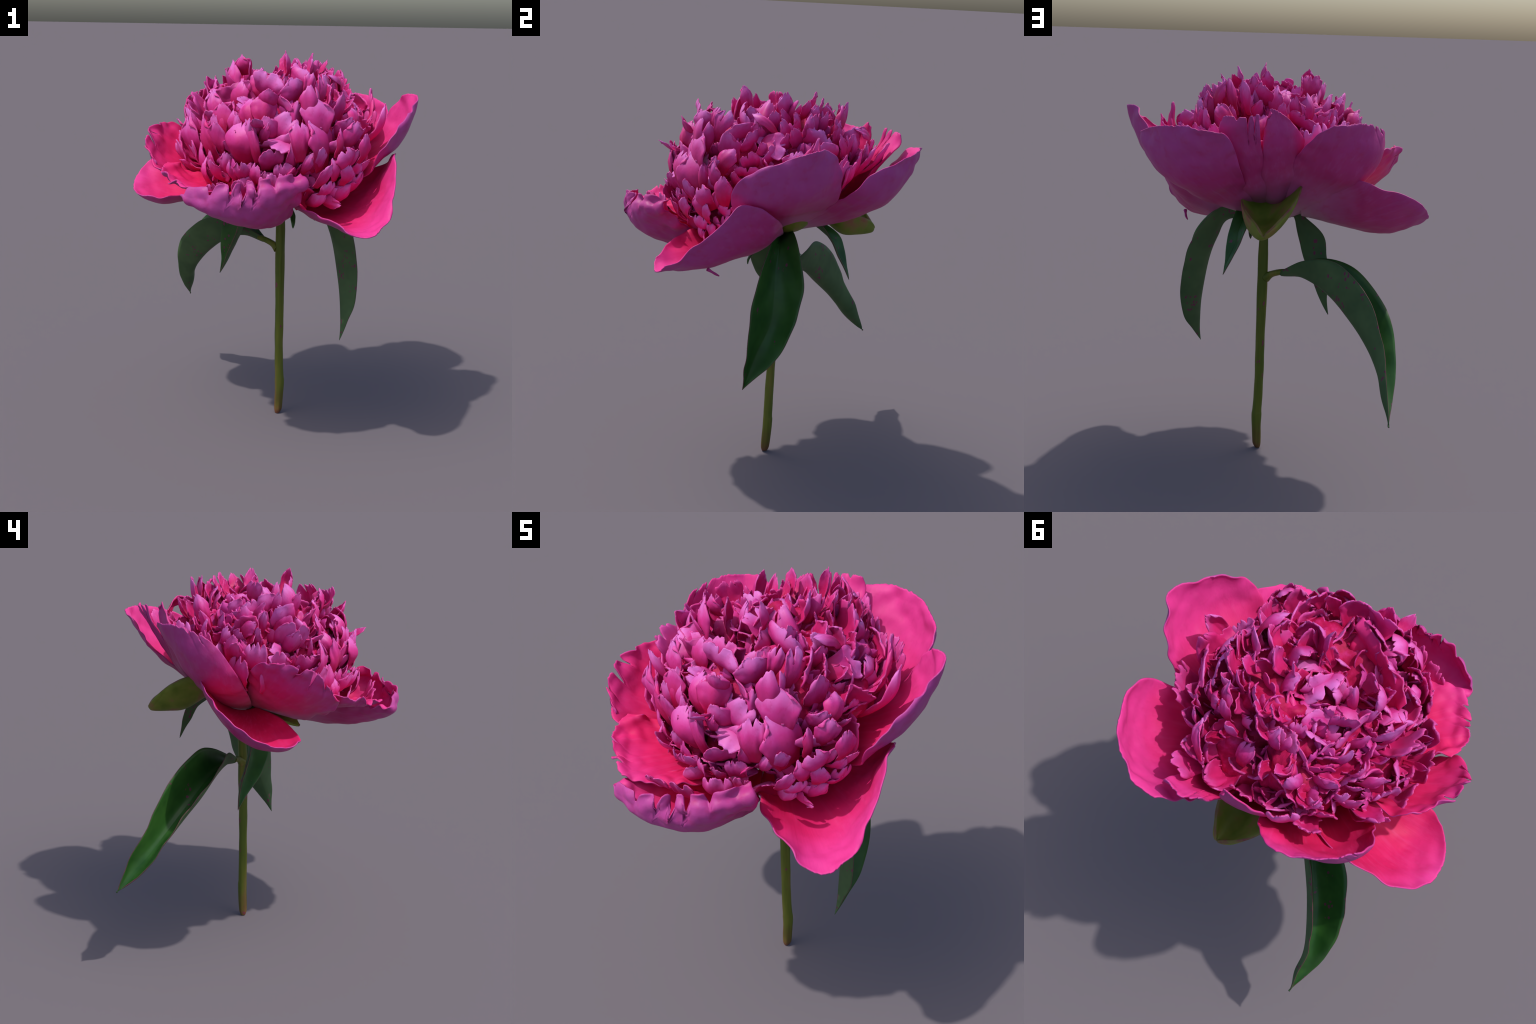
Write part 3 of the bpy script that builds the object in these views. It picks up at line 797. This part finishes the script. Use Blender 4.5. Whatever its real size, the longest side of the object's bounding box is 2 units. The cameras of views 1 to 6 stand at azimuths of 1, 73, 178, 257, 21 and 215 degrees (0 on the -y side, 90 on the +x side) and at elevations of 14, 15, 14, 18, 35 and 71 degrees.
# petaloids: a family of shapes, then placed one by one
def petaloid_grid(kind, seed, n=30, m=25):
    """Unit petaloid standing on local z; +y is its outer side, x its width (1 = full width)."""
    r = random.Random(seed)
    claw, broad, taper = {"spoon": (0.42, 0.70, 0.50), "strap": (0.62, 0.55, 0.45), "fan": (0.45, 0.86, 0.16), "notch": (0.42, 0.76, 0.30), "point": (0.50, 0.52, 0.70), "hood": (0.45, 0.68, 0.42)}[kind]
    cup = r.uniform(0.35, 1.0) * {"strap": 1.2, "hood": 1.3, "fan": 0.6}.get(kind, 1.0)
    tip_bend = r.uniform(-0.22, 0.12) if kind != "hood" else r.uniform(-0.55, -0.3)
    twist, lean = r.uniform(-0.45, 0.45), r.uniform(-0.14, 0.14)
    roll_l, roll_r = r.uniform(-0.10, 0.16), r.uniform(-0.10, 0.16)
    keel = r.uniform(0, 0.05)
    ph = r.uniform(0, 50)
    notches = [(r.uniform(-0.6, 0.6), r.uniform(0.07, 0.16), r.uniform(0.05, 0.16)) for _ in range(r.choice((0, 1, 1, 2)))]
    if kind == "notch":
        notches = [(r.uniform(-0.25, 0.25), r.uniform(0.14, 0.24), r.uniform(0.16, 0.3))] + notches[:1]
    if kind == "fan":
        notches += [(c + r.uniform(-0.15, 0.15), r.uniform(0.08, 0.16), r.uniform(0.06, 0.18)) for c in r.sample((-0.6, -0.3, 0.05, 0.4, 0.65), 2)]
    P = np.zeros((n, m, 3))
    for j in range(m):
        s = -1 + 2 * j / (m - 1)
        top = 1 - {"point": 0.24, "fan": 0.10, "strap": 0.18}.get(kind, 0.20) * abs(s) ** 2.2
        for c, w, d in notches:
            top -= d * math.exp(-((s - c) / w) ** 2)
        top -= 0.07 * abs(noise.noise(Vector((s * 3.5, ph, 0)))) + 0.05 * abs(noise.noise(Vector((s * 10, ph, 3))))
        for i in range(n):
            t = i / (n - 1)
            w = claw + (1 - claw) * math.sin(min(1.0, t / broad) * math.pi / 2) ** 1.4
            if t > broad:
                w *= 1 - taper * ((t - broad) / (1 - broad)) ** 2.6
            w *= 1 + 0.10 * noise.noise(Vector((t * 4, ph, 7 if s < 0 else 11)))
            x = 0.5 * w * s + lean * t * t
            z = t if t < 0.55 else 0.55 + (t - 0.55) / 0.45 * (top - 0.55)
            y = -cup * (0.5 * w * s) ** 2 - keel * (1 - abs(s)) * -1
            y += 0.16 * math.sin(min(1, z * 1.1) * math.pi) - 0.42 * (1 - min(1, z)) ** 2.2 + tip_bend * max(0, z - 0.45) ** 2 * 3.3
            y += (roll_l if s < 0 else roll_r) * abs(s) ** 4 * min(1, t * 1.6)
            y += 0.11 * abs(s) ** 2 * noise.noise(Vector((z * 4.5, s * 2.5, ph))) + 0.10 * z * noise.noise(Vector((s * 1.6, z * 2.4, ph + 20)))
            c, sn = math.cos(twist * t), math.sin(twist * t)
            P[i, j] = (x * c - y * sn * 0.6, x * sn * 0.6 + y * c, z)
    return P if np.sum(grid_normals(P)[:, :, 1]) > 0 else P[:, ::-1]


def petaloid_shape(kind, seed):
    return sheet("petaloid", petaloid_grid(kind, seed), 0.055, (P_OUT, P_IN, P_RIM), 0.55)


KINDS = ["spoon", "strap", "fan", "notch", "point", "hood"]
SHAPES = {k: [petaloid_shape(k, 100 * i + v) for v in range(7)] for i, k in enumerate(KINDS)}
count = 0


def pose(tip, base, width, outward=None, roll=0.0, depth=None):
    """Placement of a unit petaloid from base point to tip point; outward = the way its outer side looks."""
    tip, base = np.asarray(tip, float), np.asarray(base, float)
    z = tip - base
    length = np.linalg.norm(z)
    z = z / length
    o = np.asarray(outward, float) if outward is not None else 0.5 * (tip + base) - FLOWER_CENTRE
    o = o - z * o.dot(z)
    o /= np.linalg.norm(o)
    x = np.cross(o, z)
    c, s = math.cos(roll), math.sin(roll)
    x, o = x * c + o * s, o * c - x * s
    d = depth if depth else 0.5 * (length + width) * 0.8
    return Matrix(((x[0] * width, o[0] * d, z[0] * length, base[0]), (x[1] * width, o[1] * d, z[1] * length, base[1]), (x[2] * width, o[2] * d, z[2] * length, base[2]), (0, 0, 0, 1)))


def petaloid(tip, base, width, kind="spoon", outward=None, roll=0.0):
    global count
    m = pose(tip, base, width, outward, roll)
    shapes = SHAPES[kind]
    ob = put("petaloid", shapes[count % len(shapes)], heart, m)
    count += 1
    return ob


for kind, tip, base, width in PLACED:
    petaloid(tip, tip + (base - tip) * 1.3, width * rng.uniform(1.05, 1.3), kind, roll=rng.gauss(0, 0.22))


def scatter(total, most, near):
    """Fill the places between the placed petaloids with smaller ones that grow out of the heart."""
    golden, done = math.pi * (3 - math.sqrt(5)), 0
    taken = list(TIP_D)
    for i in range(total):
        zc = 1 - (i + 0.5) / total * 1.4
        rr = math.sqrt(max(0, 1 - zc * zc))
        d = np.array((rr * math.cos(i * golden), rr * math.sin(i * golden), zc))
        d += np.array([rng.gauss(0, 0.06) for _ in range(3)])
        d /= np.linalg.norm(d)
        if max(float(t @ d) for t in taken) > math.cos(near) or done >= most:
            continue
        p = FLOWER_CENTRE + d * (dome(d) * rng.uniform(0.82, 0.96) - 0.9 * hollow(d))
        if p[2] < floor_height(p) + 0.04 or hollow(d) > 0.11:
            continue
        taken.append(d)
        done += 1
        grow = d * rng.uniform(0.5, 0.9) + np.array((0, 0, 0.4)) + np.array([rng.gauss(0, 0.15 + 0.25 * max(0, d[2])) for _ in range(3)])
        grow /= np.linalg.norm(grow)
        petaloid(p, p - grow * rng.uniform(0.12, 0.19), rng.uniform(0.13, 0.21), rng.choice(KINDS + ["spoon", "spoon", "hood", "fan", "notch"]), outward=d - np.array((0, 0, 0.3)) + np.array([rng.gauss(0, 0.3) for _ in range(3)]), roll=rng.gauss(0, 0.35) + (math.pi if rng.random() < 0.15 else 0))


scatter(2200, 104, 0.12)


def filling(total):
    """Crumpled small petaloids deep between the others, too many to tell apart: one joined part."""
    import bmesh
    stock = [sheet("crumple", petaloid_grid(k, 900 + i, 13, 11), 0.07, (P_OUT, P_IN, P_RIM), 0.6) for i, k in enumerate(KINDS * 2)]
    bm = bmesh.new()
    golden = math.pi * (3 - math.sqrt(5))
    for i in range(total):
        zc = 1 - (i + 0.5) / total * 1.5
        rr = math.sqrt(max(0, 1 - zc * zc))
        d = np.array((rr * math.cos(i * golden), rr * math.sin(i * golden), zc)) + np.array([rng.gauss(0, 0.06) for _ in range(3)])
        d /= np.linalg.norm(d)
        p = FLOWER_CENTRE + d * (dome(d) * rng.uniform(0.74, 0.90) - 1.0 * hollow(d))
        if p[2] < floor_height(p) + 0.03 or hollow(d) > 0.16:
            continue
        grow = d * rng.uniform(0.3, 0.8) + np.array((0, 0, 0.5)) + np.array([rng.gauss(0, 0.25) for _ in range(3)])
        grow /= np.linalg.norm(grow)
        m = pose(p, p - grow * rng.uniform(0.08, 0.14), rng.uniform(0.05, 0.11), d + np.array([rng.gauss(0, 0.4) for _ in range(3)]), rng.gauss(0, 0.5))
        before = len(bm.verts)
        bm.from_mesh(stock[i % len(stock)])
        bm.verts.ensure_lookup_table()
        bmesh.ops.transform(bm, matrix=m, verts=bm.verts[before:])
    me = bpy.data.meshes.new("petaloid_filling")
    bm.to_mesh(me)
    bm.free()
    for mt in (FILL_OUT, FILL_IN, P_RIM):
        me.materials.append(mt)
    for st in stock:
        bpy.data.meshes.remove(st)
    o = put("petaloid_filling", me, heart)
    o["kind"] = "stuff"


filling(600)
